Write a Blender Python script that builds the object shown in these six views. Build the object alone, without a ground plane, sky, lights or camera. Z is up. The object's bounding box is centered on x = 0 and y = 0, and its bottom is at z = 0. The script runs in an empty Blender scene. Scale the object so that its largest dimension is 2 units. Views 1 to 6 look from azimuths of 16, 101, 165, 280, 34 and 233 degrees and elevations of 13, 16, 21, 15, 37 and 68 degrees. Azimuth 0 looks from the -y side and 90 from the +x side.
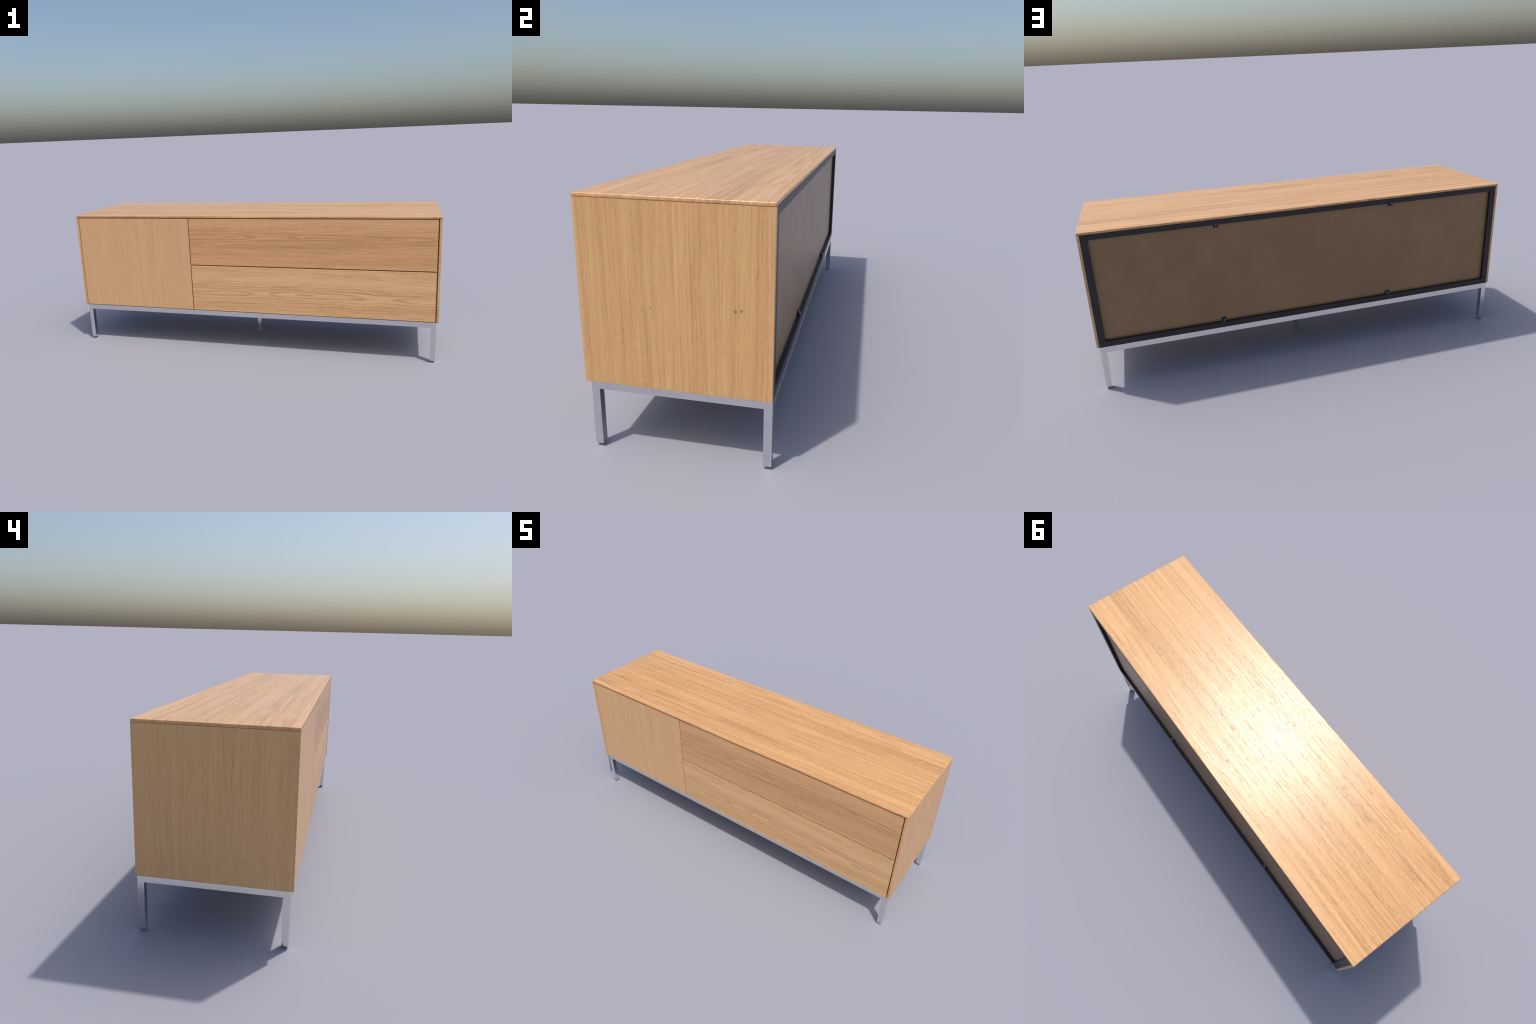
"""Oak veneer sideboard: one hinged door, two wide drawers, black-framed
fibreboard back held by four screwed clips, slim polished steel base."""
import bpy, bmesh, math
from mathutils import Vector, Matrix

# ----------------------------------------------------------------- sizes (m)
HALF_W, HALF_D = 1.0, 0.2696          # outer half width / half depth
Z_TOP, TOP_T = 0.7506, 0.0112          # top board
Z_UNDER = Z_TOP - TOP_T
Z_CARCASS = 0.2135                    # lower edge of the sides
SIDE_T = 0.0115
FRONT_Y = -0.2677                     # face of door and drawers
FRONT_T = 0.018
FRONT_Z0, FRONT_Z1 = 0.2185, 0.7345
DOOR_X0, DOOR_X1 = -0.9845, -0.3108
DRAWER_X0, DRAWER_X1 = -0.3055, 0.9828
SPLIT_LOW, SPLIT_HIGH = 0.4735, 0.4787
BACK_Y = 0.2550                       # face of the fibreboard
BACK_SIDE, BACK_HIGH, BACK_LOW = 0.0282, 0.0240, 0.0258   # widths of the black frame
TUBE = 0.0240                         # base tube section
BASE_X, BASE_Y0, BASE_Y1 = 0.9890, -0.2577, 0.2682
RAIL_Z0, RAIL_Z1 = 0.1855, 0.2128
LEG_Z0 = 0.0065


# ------------------------------------------------------------------- helpers
def new_object(name, bm, material, parent, smooth=False):
    mesh = bpy.data.meshes.new(name)
    bm.normal_update()
    bm.to_mesh(mesh)
    bm.free()
    for m in (material if isinstance(material, (list, tuple)) else [material]):
        mesh.materials.append(m)
    obj = bpy.data.objects.new(name, mesh)
    bpy.context.scene.collection.objects.link(obj)
    if smooth:          # lathed parts; bevelled boxes keep flat facets
        mesh.polygons.foreach_set("use_smooth", [True] * len(mesh.polygons))
        mesh.set_sharp_from_angle(angle=math.radians(30))
    obj.parent = parent
    return obj


def box_bmesh(x0, x1, y0, y1, z0, z1, bevel=0.0, segments=2, keep=None):
    """Box with bevelled edges; keep(mid, direction) picks the edges."""
    bm = bmesh.new()
    bmesh.ops.create_cube(bm, size=1.0)
    bmesh.ops.scale(bm, vec=(x1 - x0, y1 - y0, z1 - z0), verts=bm.verts)
    bmesh.ops.translate(bm, vec=((x0 + x1) / 2, (y0 + y1) / 2, (z0 + z1) / 2),
                        verts=bm.verts)
    if bevel > 0:
        edges = []
        for e in bm.edges:
            a, b = e.verts[0].co, e.verts[1].co
            mid, d = (a + b) / 2, (b - a).normalized()
            if keep is None or keep(mid, d):
                edges.append(e)
        bmesh.ops.bevel(bm, geom=edges, offset=bevel, offset_type='OFFSET',
                        segments=segments, profile=0.5, affect='EDGES')
    return bm


def lathe(profile, segments=40):
    """Solid of revolution about z from (radius, z) points."""
    bm = bmesh.new()
    rings = []
    for r, z in profile:
        if r < 1e-6:
            rings.append([bm.verts.new((0, 0, z))])
        else:
            rings.append([bm.verts.new((r * math.cos(2 * math.pi * i / segments),
                                        r * math.sin(2 * math.pi * i / segments), z))
                          for i in range(segments)])
    for a, b in zip(rings, rings[1:]):
        for i in range(segments):
            j = (i + 1) % segments
            if len(a) == 1:
                bm.faces.new((a[0], b[j], b[i]))
            elif len(b) == 1:
                bm.faces.new((a[i], a[j], b[0]))
            else:
                bm.faces.new((a[i], a[j], b[j], b[i]))
    bmesh.ops.recalc_face_normals(bm, faces=bm.faces)
    return bm


# ----------------------------------------------------------- node shorthand
class Nodes:
    def __init__(self, name):
        self.mat = bpy.data.materials.new(name)
        self.mat.use_nodes = True
        self.nt = self.mat.node_tree
        self.bsdf = self.nt.nodes["Principled BSDF"]

    def put(self, socket, value):
        if isinstance(value, bpy.types.NodeSocket):
            self.nt.links.new(value, socket)
        elif value is not None:
            socket.default_value = value

    def math(self, op, a, b=None, c=None, clamp=False):
        n = self.nt.nodes.new("ShaderNodeMath")
        n.operation, n.use_clamp = op, clamp
        for s, v in zip(n.inputs, (a, b, c)):
            self.put(s, v)
        return n.outputs[0]

    def ramp01(self, x, lo, hi, out_lo=0.0, out_hi=1.0):
        n = self.nt.nodes.new("ShaderNodeMapRange")
        n.interpolation_type = 'SMOOTHSTEP'
        for s, v in zip(n.inputs, (x, lo, hi, out_lo, out_hi)):
            self.put(s, v)
        return n.outputs[0]

    def xyz(self):
        tc = self.nt.nodes.new("ShaderNodeTexCoord")
        sp = self.nt.nodes.new("ShaderNodeSeparateXYZ")
        self.nt.links.new(tc.outputs["Object"], sp.inputs[0])
        return sp.outputs[0], sp.outputs[1], sp.outputs[2]

    def vec(self, x, y, z):
        n = self.nt.nodes.new("ShaderNodeCombineXYZ")
        for s, v in zip(n.inputs, (x, y, z)):
            self.put(s, v)
        return n.outputs[0]

    def noise(self, vector, scale=1.0, detail=2.0, rough=0.5):
        n = self.nt.nodes.new("ShaderNodeTexNoise")
        self.put(n.inputs["Vector"], vector)
        n.inputs["Scale"].default_value = scale
        n.inputs["Detail"].default_value = detail
        n.inputs["Roughness"].default_value = rough
        return n.outputs[0]

    def mix(self, fac, a, b, blend='MIX'):
        n = self.nt.nodes.new("ShaderNodeMix")
        n.data_type, n.blend_type = 'RGBA', blend
        self.put(n.inputs["Factor"], fac)
        self.put(n.inputs["A"], a if not isinstance(a, tuple) else (*a, 1))
        self.put(n.inputs["B"], b if not isinstance(b, tuple) else (*b, 1))
        return n.outputs["Result"]

    def bump(self, height, strength, distance):
        n = self.nt.nodes.new("ShaderNodeBump")
        n.inputs["Strength"].default_value = strength
        n.inputs["Distance"].default_value = distance
        self.put(n.inputs["Height"], height)
        self.put(self.bsdf.inputs["Normal"], n.outputs[0])

    def set(self, **kw):
        for k, v in kw.items():
            s = self.bsdf.inputs[k.replace("_", " ").replace("Specular", "Specular IOR Level")
                                 if k == "Specular" else k.replace("_", " ")]
            self.put(s, v if not isinstance(v, tuple) else (*v, 1))


def oak(name, grain, light, mid, dark, seed, *, figure=0.25, figure_freq=26.0,
        figure_scale=(1.1, 7.0), band=0.35, fibre=0.45, pores=0.35, rough=0.40,
        bump=0.25, kink=None, vee=None, knots=(), specular=0.5,
        drift=0.030, length=1.0, pith=None, speck=0.22):
    """Oak veneer. grain = axis the fibres run along ('x' or 'z').
    figure: cathedral contour lines, band: broad tone strips, fibre: hair lines,
    pores: short dark dashes, drift: sideways wander of the fibres, kink: swirl in the grain,
    pith: (centre, ring spacing, reach) of lens-shaped rings about a centre line,
    speck: dense fine pore flecks, vee: converging
    lines of a flat-sawn centre, knots: small pin knots."""
    n = Nodes(name)
    x, y, z = n.xyz()
    along, across, depth = {'x': (x, y, z), 'z': (z, y, x),
                            'front_x': (x, z, y), 'front_z': (z, x, y)}[grain]
    # grain wander: fibres drift slowly sideways along their length
    wander = n.noise(n.vec(n.math('MULTIPLY', along, 1.3),
                           n.math('MULTIPLY', across, 3.0),
                           n.math('ADD', depth, seed)), 1.0, 1.0)
    v = n.math('ADD', across, n.math('MULTIPLY', n.math('SUBTRACT', wander, 0.5), drift))
    if kink:
        # the grain bulges round a spot (kx, ky): offset * exp(-(r/size)^2) * side
        kx, ky, size, amount = kink
        dx = n.math('DIVIDE', n.math('SUBTRACT', along, kx), size)
        dy = n.math('SUBTRACT', across, ky)
        env = n.math('POWER', 2.718, n.math('MULTIPLY', n.math('MULTIPLY', dx, dx), -1.0))
        side = n.math('DIVIDE', dy, n.math('ADD', n.math('ABSOLUTE', dy), 0.03))
        v = n.math('SUBTRACT', v, n.math('MULTIPLY', n.math('MULTIPLY', env, side), amount))

    def streak(su, sv, offset, detail=2.0, r=0.5):
        return n.noise(n.vec(n.math('MULTIPLY', along, su), n.math('MULTIPLY', v, sv),
                             n.math('MULTIPLY_ADD', depth, 8.0, seed + offset)), 1.0, detail, r)

    broad = streak(0.25, 14.0, 3.1, 1.0)
    strips = streak(0.6 / length, 46.0, 7.7, 2.0)
    fibres = streak(6.0 / length, 330.0, 11.3, 3.0, 0.6)
    hair = streak(2.4 / length, 150.0, 15.9, 3.0, 0.6)
    dash = streak(26.0, 420.0, 21.5, 1.0)
    field = streak(figure_scale[0], figure_scale[1], 29.0, 1.0, 0.4)
    phase = n.math('FRACT', n.math('MULTIPLY', field, figure_freq))
    # growth rings: slow lightening, sudden dark late-wood line
    ring = n.math('MULTIPLY', n.ramp01(phase, 0.35, 0.92), n.ramp01(phase, 1.0, 0.93))
    ring = n.math('MULTIPLY', ring, n.ramp01(hair, 0.30, 0.60))

    if pith:
        centre, spacing, reach = pith
        slow = n.noise(n.vec(n.math('MULTIPLY', along, 2.3), seed, 0.0), 1.0, 1.0)
        open_ = n.math('MULTIPLY', n.math('SUBTRACT', slow, 0.36), 0.11)
        dist = n.math('SUBTRACT', v, centre)
        f = n.math('SQRT', n.math('ADD', n.math('MULTIPLY', dist, dist),
                                  n.math('MULTIPLY', open_, open_)))
        f = n.math('ADD', f, n.math('MULTIPLY', field, 0.035))
        saw = n.math('FRACT', n.math('DIVIDE', f, spacing))
        lens = n.math('MULTIPLY', n.ramp01(saw, 0.30, 0.90), n.ramp01(saw, 1.0, 0.90))
        lens = n.math('MULTIPLY', lens, n.ramp01(n.math('ABSOLUTE', dist), reach, reach * 0.25))
        lens = n.math('MULTIPLY', lens, n.ramp01(hair, 0.25, 0.55))
        ring = n.math('ADD', n.math('MULTIPLY', ring, 0.35), lens)

    tone = n.math('MULTIPLY', n.math('SUBTRACT', broad, 0.5), band * 1.1)
    tone = n.math('ADD', tone, n.math('MULTIPLY', n.math('SUBTRACT', strips, 0.5), band * 1.5))
    tone = n.math('ADD', tone, n.math('MULTIPLY', n.math('SUBTRACT', fibres, 0.5), fibre * 1.6))
    tone = n.math('ADD', tone, n.math('MULTIPLY', n.math('SUBTRACT', hair, 0.5), fibre * 1.7))
    tone = n.math('ADD', n.math('SUBTRACT', tone, n.math('MULTIPLY', ring, figure)), 0.62)
    fleck = streak(48.0, 620.0, 37.0, 2.0, 0.6)
    tone = n.math('ADD', tone, n.math('MULTIPLY', n.math('SUBTRACT', fleck, 0.5), speck * 2.2))
    pore = n.math('MULTIPLY', n.ramp01(dash, 0.60, 0.72), n.ramp01(strips, 0.60, 0.40))
    tone = n.math('SUBTRACT', tone, n.math('MULTIPLY', pore, pores))
    if vee:
        centre, top, bottom, spread, strength = vee
        # two fine lines leaving (centre, bottom) and opening towards top
        h = n.math('DIVIDE', n.math('SUBTRACT', along, bottom), top - bottom)
        for k in (1.0, 0.72):
            reach = n.math('MULTIPLY', n.math('POWER', n.math('MAXIMUM', h, 0.0), 1.4), spread * k)
            off = n.math('ABSOLUTE', n.math('SUBTRACT', n.math('SUBTRACT', across, centre), reach)
                         if k == 1.0 else n.math('ADD', n.math('SUBTRACT', across, centre), reach))
            line = n.math('MULTIPLY', n.ramp01(off, 0.0022, 0.0004),
                          n.math('MULTIPLY', n.ramp01(h, 0.0, 0.25), n.ramp01(fibres, 0.35, 0.6)))
            tone = n.math('SUBTRACT', tone, n.math('MULTIPLY', line, strength))
    cr = n.nt.nodes.new("ShaderNodeValToRGB")
    cr.color_ramp.elements[0].position, cr.color_ramp.elements[0].color = 0.12, (*dark, 1)
    cr.color_ramp.elements[1].position, cr.color_ramp.elements[1].color = 0.92, (*light, 1)
    e = cr.color_ramp.elements.new(0.56)
    e.color = (*mid, 1)
    n.put(cr.inputs[0], tone)
    colour = cr.outputs[0]
    for (ka, kc, kr) in knots:
        da = n.math('MULTIPLY', n.math('SUBTRACT', along, ka), 0.7)
        dc = n.math('SUBTRACT', across, kc)
        r = n.math('SQRT', n.math('ADD', n.math('MULTIPLY', da, da), n.math('MULTIPLY', dc, dc)))
        r = n.math('ADD', r, n.math('MULTIPLY', n.math('SUBTRACT', fibres, 0.5), kr * 0.8))
        colour = n.mix(n.ramp01(r, kr * 1.2, kr * 0.1, 0.0, 0.75), colour, (0.17, 0.075, 0.028))
    n.set(Base_Color=colour, Specular=specular,
          Roughness=n.math('MULTIPLY_ADD', n.math('SUBTRACT', 0.5, fibres), 0.25, rough))
    relief = n.math('ADD', n.math('MULTIPLY', hair, 0.6),
                    n.math('SUBTRACT', n.math('MULTIPLY', fibres, 0.7), n.math('MULTIPLY', pore, 0.5)))
    n.bump(relief, bump, 0.0012)
    return n.mat


def steel(name):
    n = Nodes(name)
    x, y, z = n.xyz()
    scuff = n.noise(n.vec(n.math('MULTIPLY', x, 60), n.math('MULTIPLY', y, 60),
                          n.math('MULTIPLY', z, 60)), 1.0, 4.0, 0.65)
    n.set(Base_Color=n.mix(n.ramp01(scuff, 0.35, 0.7), (0.71, 0.71, 0.71), (0.76, 0.76, 0.755)),
          Metallic=1.0, Roughness=n.math('MULTIPLY_ADD', scuff, 0.10, 0.13))
    n.bump(scuff, 0.03, 0.001)
    return n.mat


def fibreboard(name):
    n = Nodes(name)
    x, y, z = n.xyz()
    p = n.vec(x, y, z)
    cloud = n.noise(p, 9.0, 4.0, 0.55)
    patch = n.noise(p, 2.6, 2.0, 0.5)
    grain = n.noise(p, 420.0, 2.0, 0.6)
    tone = n.math('ADD', n.math('MULTIPLY', cloud, 0.55), n.math('MULTIPLY', patch, 0.45))
    col = n.mix(n.ramp01(tone, 0.35, 0.65), (0.275, 0.150, 0.056), (0.320, 0.180, 0.072))
    col = n.mix(n.math('MULTIPLY', grain, 0.18), col, (0.12, 0.07, 0.035))
    n.set(Base_Color=col, Roughness=0.34, Specular=0.55)
    n.bump(grain, 0.05, 0.0005)
    return n.mat


def plain(name, colour, rough, metallic=0.0, grain=0.0):
    n = Nodes(name)
    x, y, z = n.xyz()
    s = n.noise(n.vec(x, y, z), 300.0, 2.0)
    n.set(Base_Color=n.mix(n.math('MULTIPLY', s, 0.3), colour, tuple(c * 0.8 for c in colour)),
          Roughness=rough, Metallic=metallic)
    if grain:
        n.bump(s, grain, 0.0006)
    return n.mat


# ---------------------------------------------------------------- materials
OAK_TOP = oak("oak_veneer_top", 'x', (0.81, 0.478, 0.224), (0.665, 0.358, 0.150),
              (0.40, 0.210, 0.082), 1.3, figure=0.20, figure_freq=30, figure_scale=(0.22, 7.0),
              band=0.30, fibre=0.54, pores=0.34, rough=0.30, bump=0.40, drift=0.008, length=1.3, speck=0.34)
OAK_RIGHT = oak("oak_veneer_side", 'z', (0.78, 0.465, 0.205), (0.660, 0.368, 0.149),
                (0.42, 0.215, 0.080), 5.2, figure=0.08, figure_freq=30, figure_scale=(0.3, 9.0),
                band=0.26, fibre=0.44, speck=0.30, pores=0.16, rough=0.38, bump=0.2, drift=0.010,
                knots=((0.4525, -0.0645, 0.0035), (0.4625, 0.1675, 0.0042), (0.4655, 0.1835, 0.0042)))
OAK_LEFT = oak("oak_veneer_side", 'z', (0.80, 0.475, 0.215), (0.72, 0.400, 0.165),
               (0.52, 0.265, 0.100), 8.9, figure=0.10, figure_freq=34, figure_scale=(0.3, 11.0),
               band=0.16, fibre=0.36, pores=0.12, rough=0.38, bump=0.2, drift=0.008,
               vee=(-0.052, 0.735, 0.40, 0.026, 0.45),
               knots=((0.303, -0.046, 0.0025), (0.303, -0.101, 0.0025)))
OAK_DOOR = oak("oak_veneer_door", 'front_z', (0.83, 0.495, 0.242), (0.740, 0.418, 0.186),
               (0.56, 0.290, 0.122), 12.4, figure=0.10, figure_freq=30, figure_scale=(0.3, 9.0),
               band=0.14, fibre=0.26, pores=0.18, rough=0.36, bump=0.15, drift=0.012,
               vee=(-0.545, 0.735, 0.42, 0.030, 0.45))
OAK_UPPER = oak("oak_veneer_drawer", 'front_x', (0.80, 0.455, 0.212), (0.68, 0.360, 0.150),
                (0.44, 0.210, 0.080), 17.8, figure=0.24, figure_freq=26, figure_scale=(0.35, 7.0),
                band=0.34, fibre=0.46, pores=0.30, rough=0.36, bump=0.2, drift=0.020,
                pith=(0.635, 0.0125, 0.060))
OAK_LOWER = oak("oak_veneer_drawer", 'front_x', (0.88, 0.535, 0.262), (0.765, 0.435, 0.192),
                (0.46, 0.235, 0.090), 23.1, figure=0.34, figure_freq=34, figure_scale=(0.32, 5.0),
                band=0.28, fibre=0.42, pores=0.28, rough=0.36, bump=0.2, drift=0.020,
                kink=(0.63, 0.34, 0.075, 0.014), pith=(0.326, 0.0125, 0.085))
INNER_WOOD = plain("carcass_core", (0.38, 0.20, 0.085), 0.6)
STEEL = steel("polished_steel")
FIBREBOARD = fibreboard("brown_fibreboard")
BLACK = plain("black_lacquer", (0.011, 0.011, 0.013), 0.42, grain=0.05)
GLIDE = plain("dark_plastic", (0.16, 0.165, 0.18), 0.45)
LEVELLER = plain("grey_plastic", (0.30, 0.32, 0.33), 0.35)
ZINC = plain("zinc_plated", (0.75, 0.77, 0.80), 0.30, metallic=0.6)

# --------------------------------------------------------------- root, case
root = bpy.data.objects.new("sideboard", None)
bpy.context.scene.collection.objects.link(root)
root["label"] = "long low oak sideboard with one door, two drawers and slim steel legs"
root["category"] = "sideboard"

new_object("top_panel", box_bmesh(-HALF_W, HALF_W, -HALF_D, HALF_D, Z_UNDER, Z_TOP, 0.0032, 6),
           OAK_TOP, root)
for s, material in ((1, OAK_RIGHT), (-1, OAK_LEFT)):
    a, b = sorted((s * (HALF_W - 0.0003), s * (HALF_W - SIDE_T)))
    new_object("side_panel", box_bmesh(a, b, -HALF_D + 0.0003, HALF_D - 0.0003,
                                       Z_CARCASS, Z_UNDER - 0.0003, 0.0012, 3,
                                       lambda m, d: m.z < Z_UNDER - 0.01),
               material, root)
INNER_X = HALF_W - SIDE_T
new_object("bottom_panel", box_bmesh(-INNER_X + 0.0005, INNER_X - 0.0005, -0.246, 0.2535,
                                     Z_CARCASS + 0.0005, Z_CARCASS + 0.012), INNER_WOOD, root)
new_object("partition", box_bmesh(-0.316, -0.300, -0.246, 0.2415, Z_CARCASS + 0.0125,
                                  Z_UNDER - 0.0005), INNER_WOOD, root)

# strips modelled in the front gaps; setback tunes their brown shade and bounced light
new_object("gap_shade_strip", box_bmesh(DOOR_X1 + 0.0006, DRAWER_X0 - 0.0006, FRONT_Y + 0.007, -0.2465,
                                     FRONT_Z0, FRONT_Z1), INNER_WOOD, root)
new_object("gap_shade_strip", box_bmesh(DOOR_X0, DRAWER_X1, FRONT_Y + 0.006, -0.2465,
                                     FRONT_Z1 + 0.0006, Z_UNDER - 0.0005), INNER_WOOD, root)
new_object("gap_shade_strip", box_bmesh(DRAWER_X0, DRAWER_X1, FRONT_Y + 0.013, -0.2465,
                                     SPLIT_LOW + 0.0006, SPLIT_HIGH - 0.0006), INNER_WOOD, root)
for xa, xb in ((DRAWER_X1 + 0.0006, HALF_W - SIDE_T - 0.0003),
               (-HALF_W + SIDE_T + 0.0003, DOOR_X0 - 0.0006)):
    new_object("gap_shade_strip", box_bmesh(xa, xb, FRONT_Y + 0.011, -0.2465, FRONT_Z0, FRONT_Z1),
               INNER_WOOD, root)

# door and drawer fronts
new_object("door", box_bmesh(DOOR_X0, DOOR_X1, FRONT_Y, FRONT_Y + FRONT_T, FRONT_Z0, FRONT_Z1,
                             0.0015, 3), OAK_DOOR, root)
for z0, z1, material in ((SPLIT_HIGH, FRONT_Z1, OAK_UPPER), (FRONT_Z0, SPLIT_LOW, OAK_LOWER)):
    new_object("drawer_front", box_bmesh(DRAWER_X0, DRAWER_X1, FRONT_Y, FRONT_Y + FRONT_T, z0, z1,
                                         0.0015, 3), material, root)

# back: black frame with a recessed fibreboard
def frame_bmesh(x, z0, z1, w, w_low, w_high, y0, y1, bevel):
    bm = bmesh.new()
    outer = [(-x, z0), (x, z0), (x, z1), (-x, z1)]
    inner = [(-x + w, z0 + w_low), (x - w, z0 + w_low), (x - w, z1 - w_high), (-x + w, z1 - w_high)]
    V = {}
    for tag, ring in (("o", outer), ("i", inner)):
        for k, (px, pz) in enumerate(ring):
            for side, py in ((0, y0), (1, y1)):
                V[tag, k, side] = bm.verts.new((px, py, pz))
    for k in range(4):
        j = (k + 1) % 4
        bm.faces.new((V["o", k, 0], V["o", j, 0], V["i", j, 0], V["i", k, 0]))
        bm.faces.new((V["o", k, 1], V["i", k, 1], V["i", j, 1], V["o", j, 1]))
        bm.faces.new((V["o", k, 0], V["o", k, 1], V["o", j, 1], V["o", j, 0]))
        bm.faces.new((V["i", k, 0], V["i", j, 0], V["i", j, 1], V["i", k, 1]))
    bmesh.ops.recalc_face_normals(bm, faces=bm.faces)
    rim = [e for e in bm.edges if all(abs(v.co.y - y1) < 1e-6 for v in e.verts)
           and len({round(v.co.x, 5) for v in e.verts} | {round(v.co.z, 5) for v in e.verts}) == 3]
    bmesh.ops.bevel(bm, geom=rim, offset=bevel, segments=2, profile=0.5, affect='EDGES')
    return bm

new_object("back_frame", frame_bmesh(INNER_X - 0.0003, Z_CARCASS + 0.0006, Z_UNDER - 0.0006,
                                     BACK_SIDE, BACK_LOW, BACK_HIGH, BACK_Y - 0.001, HALF_D - 0.0006, 0.0006),
           BLACK, root)
back = new_object("back_panel", box_bmesh(-INNER_X + 0.002, INNER_X - 0.002, BACK_Y - 0.006,
                                          BACK_Y - 0.0012, Z_CARCASS + 0.0125, Z_UNDER - 0.001),
                  FIBREBOARD, root)

# four retaining clips: wedges screwed over the edge of the fibreboard
CLIP_W, CLIP_H, CLIP_DEPTH = 0.0205, 0.0205, 0.0120


def clip_bmesh():
    """Wedge standing on the lower frame bar; local origin at its foot centre."""
    bm = bmesh.new()
    prof = [(0.0, 0.0), (CLIP_DEPTH, 0.0), (CLIP_DEPTH, 0.002), (0.0022, CLIP_H), (0.0, CLIP_H)]
    L = [bm.verts.new((-CLIP_W / 2, y, z)) for y, z in prof]
    R = [bm.verts.new((CLIP_W / 2, y, z)) for y, z in prof]
    for k in range(len(prof)):
        j = (k + 1) % len(prof)
        bm.faces.new((L[k], L[j], R[j], R[k]))
    bm.faces.new(L)
    bm.faces.new(list(reversed(R)))
    bmesh.ops.recalc_face_normals(bm, faces=bm.faces)
    bmesh.ops.bevel(bm, geom=list(bm.edges), offset=0.0005, segments=1, affect='EDGES')
    return bm


clip_mesh = screw_mesh = None
IN_LOW = Z_CARCASS + BACK_LOW + 0.0002
IN_HIGH = Z_UNDER - BACK_HIGH - 0.0002
for cx, cz, up, turn in ((0.4232, IN_LOW - 0.001, 1, 0.0), (-0.4172, IN_LOW - 0.001, 1, 10.0),
                         (0.4239, IN_HIGH + 0.0040, -1, 0.0), (-0.4165, IN_HIGH + 0.0040, -1, 9.0)):
    if clip_mesh is None:
        clip = new_object("clip", clip_bmesh(), BLACK, root)
        clip_mesh = clip.data
        screw = new_object("screw", lathe([(0, -0.001), (0.0026, -0.001), (0.0026, 0.0004),
                                           (0.0019, 0.0011), (0, 0.0013)], 20), ZINC, clip, True)
        screw_mesh = screw.data
    else:
        clip = bpy.data.objects.new("clip", clip_mesh)
        screw = bpy.data.objects.new("screw", screw_mesh)
        for o in (clip, screw):
            bpy.context.scene.collection.objects.link(o)
        clip.parent, screw.parent = root, clip
    clip.location = (cx, BACK_Y - 0.001, cz)
    clip.rotation_euler = (0, math.radians(turn + (0 if up > 0 else 180)), 0)
    t = 0.30
    screw.location = (-0.001 if up > 0 else 0.001, CLIP_DEPTH + t * (0.0022 - CLIP_DEPTH),
                      0.002 + t * (CLIP_H - 0.002))
    slope = math.atan2(CLIP_DEPTH - 0.0022, CLIP_H - 0.002)
    screw.rotation_euler = (-(math.pi / 2 - slope), 0, 0)

# ------------------------------------------------------------------ base
base = bpy.data.objects.new("base_frame", None)
bpy.context.scene.collection.objects.link(base)
base.parent = root
EDGE = 0.0010
for sx in (1, -1):
    for sy in (1, -1):
        x_out = sx * BASE_X
        y_out = BASE_Y1 if sy > 0 else BASE_Y0
        xa, xb = sorted((x_out, x_out - sx * TUBE))
        ya, yb = sorted((y_out, y_out - sy * TUBE))

        def outer_edge(mid, d, x_out=x_out, y_out=y_out):
            if abs(d.z) > 0.9:
                return abs(mid.x - x_out) < 1e-6 and abs(mid.y - y_out) < 1e-6
            return mid.z < 0.05
        leg = new_object("leg", box_bmesh(xa, xb, ya, yb, LEG_Z0, RAIL_Z1, EDGE, 3, outer_edge),
                         STEEL, base)
        inset = 0.0042
        new_object("glide", box_bmesh(xa + inset, xb - inset, ya + inset, yb - inset, 0.0, LEG_Z0 - 0.0001,
                                      0.0008, 2), GLIDE, leg)
for sy in (1, -1):
    y_out = BASE_Y1 if sy > 0 else BASE_Y0
    ya, yb = sorted((y_out, y_out - sy * TUBE))
    new_object("rail", box_bmesh(-BASE_X + TUBE, BASE_X - TUBE, ya, yb, RAIL_Z0, RAIL_Z1, EDGE, 2,
                                 lambda m, d: abs(d.x) > 0.9 and m.z < 0.2), STEEL, base)
for sx in (1, -1):
    xa, xb = sorted((sx * BASE_X, sx * (BASE_X - TUBE)))
    new_object("rail", box_bmesh(xa, xb, BASE_Y0 + TUBE, BASE_Y1 - TUBE, RAIL_Z0, RAIL_Z1, EDGE, 2,
                                 lambda m, d: abs(d.y) > 0.9 and m.z < 0.2), STEEL, base)
# support leg of the same square tube under the middle, with a round levelling foot
centre_y = (BASE_Y0 + BASE_Y1) / 2
support = new_object("support_leg", box_bmesh(-TUBE / 2, TUBE / 2, -TUBE / 2, TUBE / 2, 0.0232,
                                              Z_CARCASS, EDGE, 2, lambda m, d: abs(d.z) > 0.9),
                     STEEL, base)
support.location = (0, centre_y, 0)
foot = new_object("levelling_foot", lathe([(0, 0), (0.0095, 0), (0.0125, 0.0016), (0.0160, 0.0070),
                                           (0.0185, 0.0145), (0.0190, 0.0195), (0.0182, 0.0222),
                                           (0.0150, 0.0228), (0, 0.0228)], 40), LEVELLER, support, True)
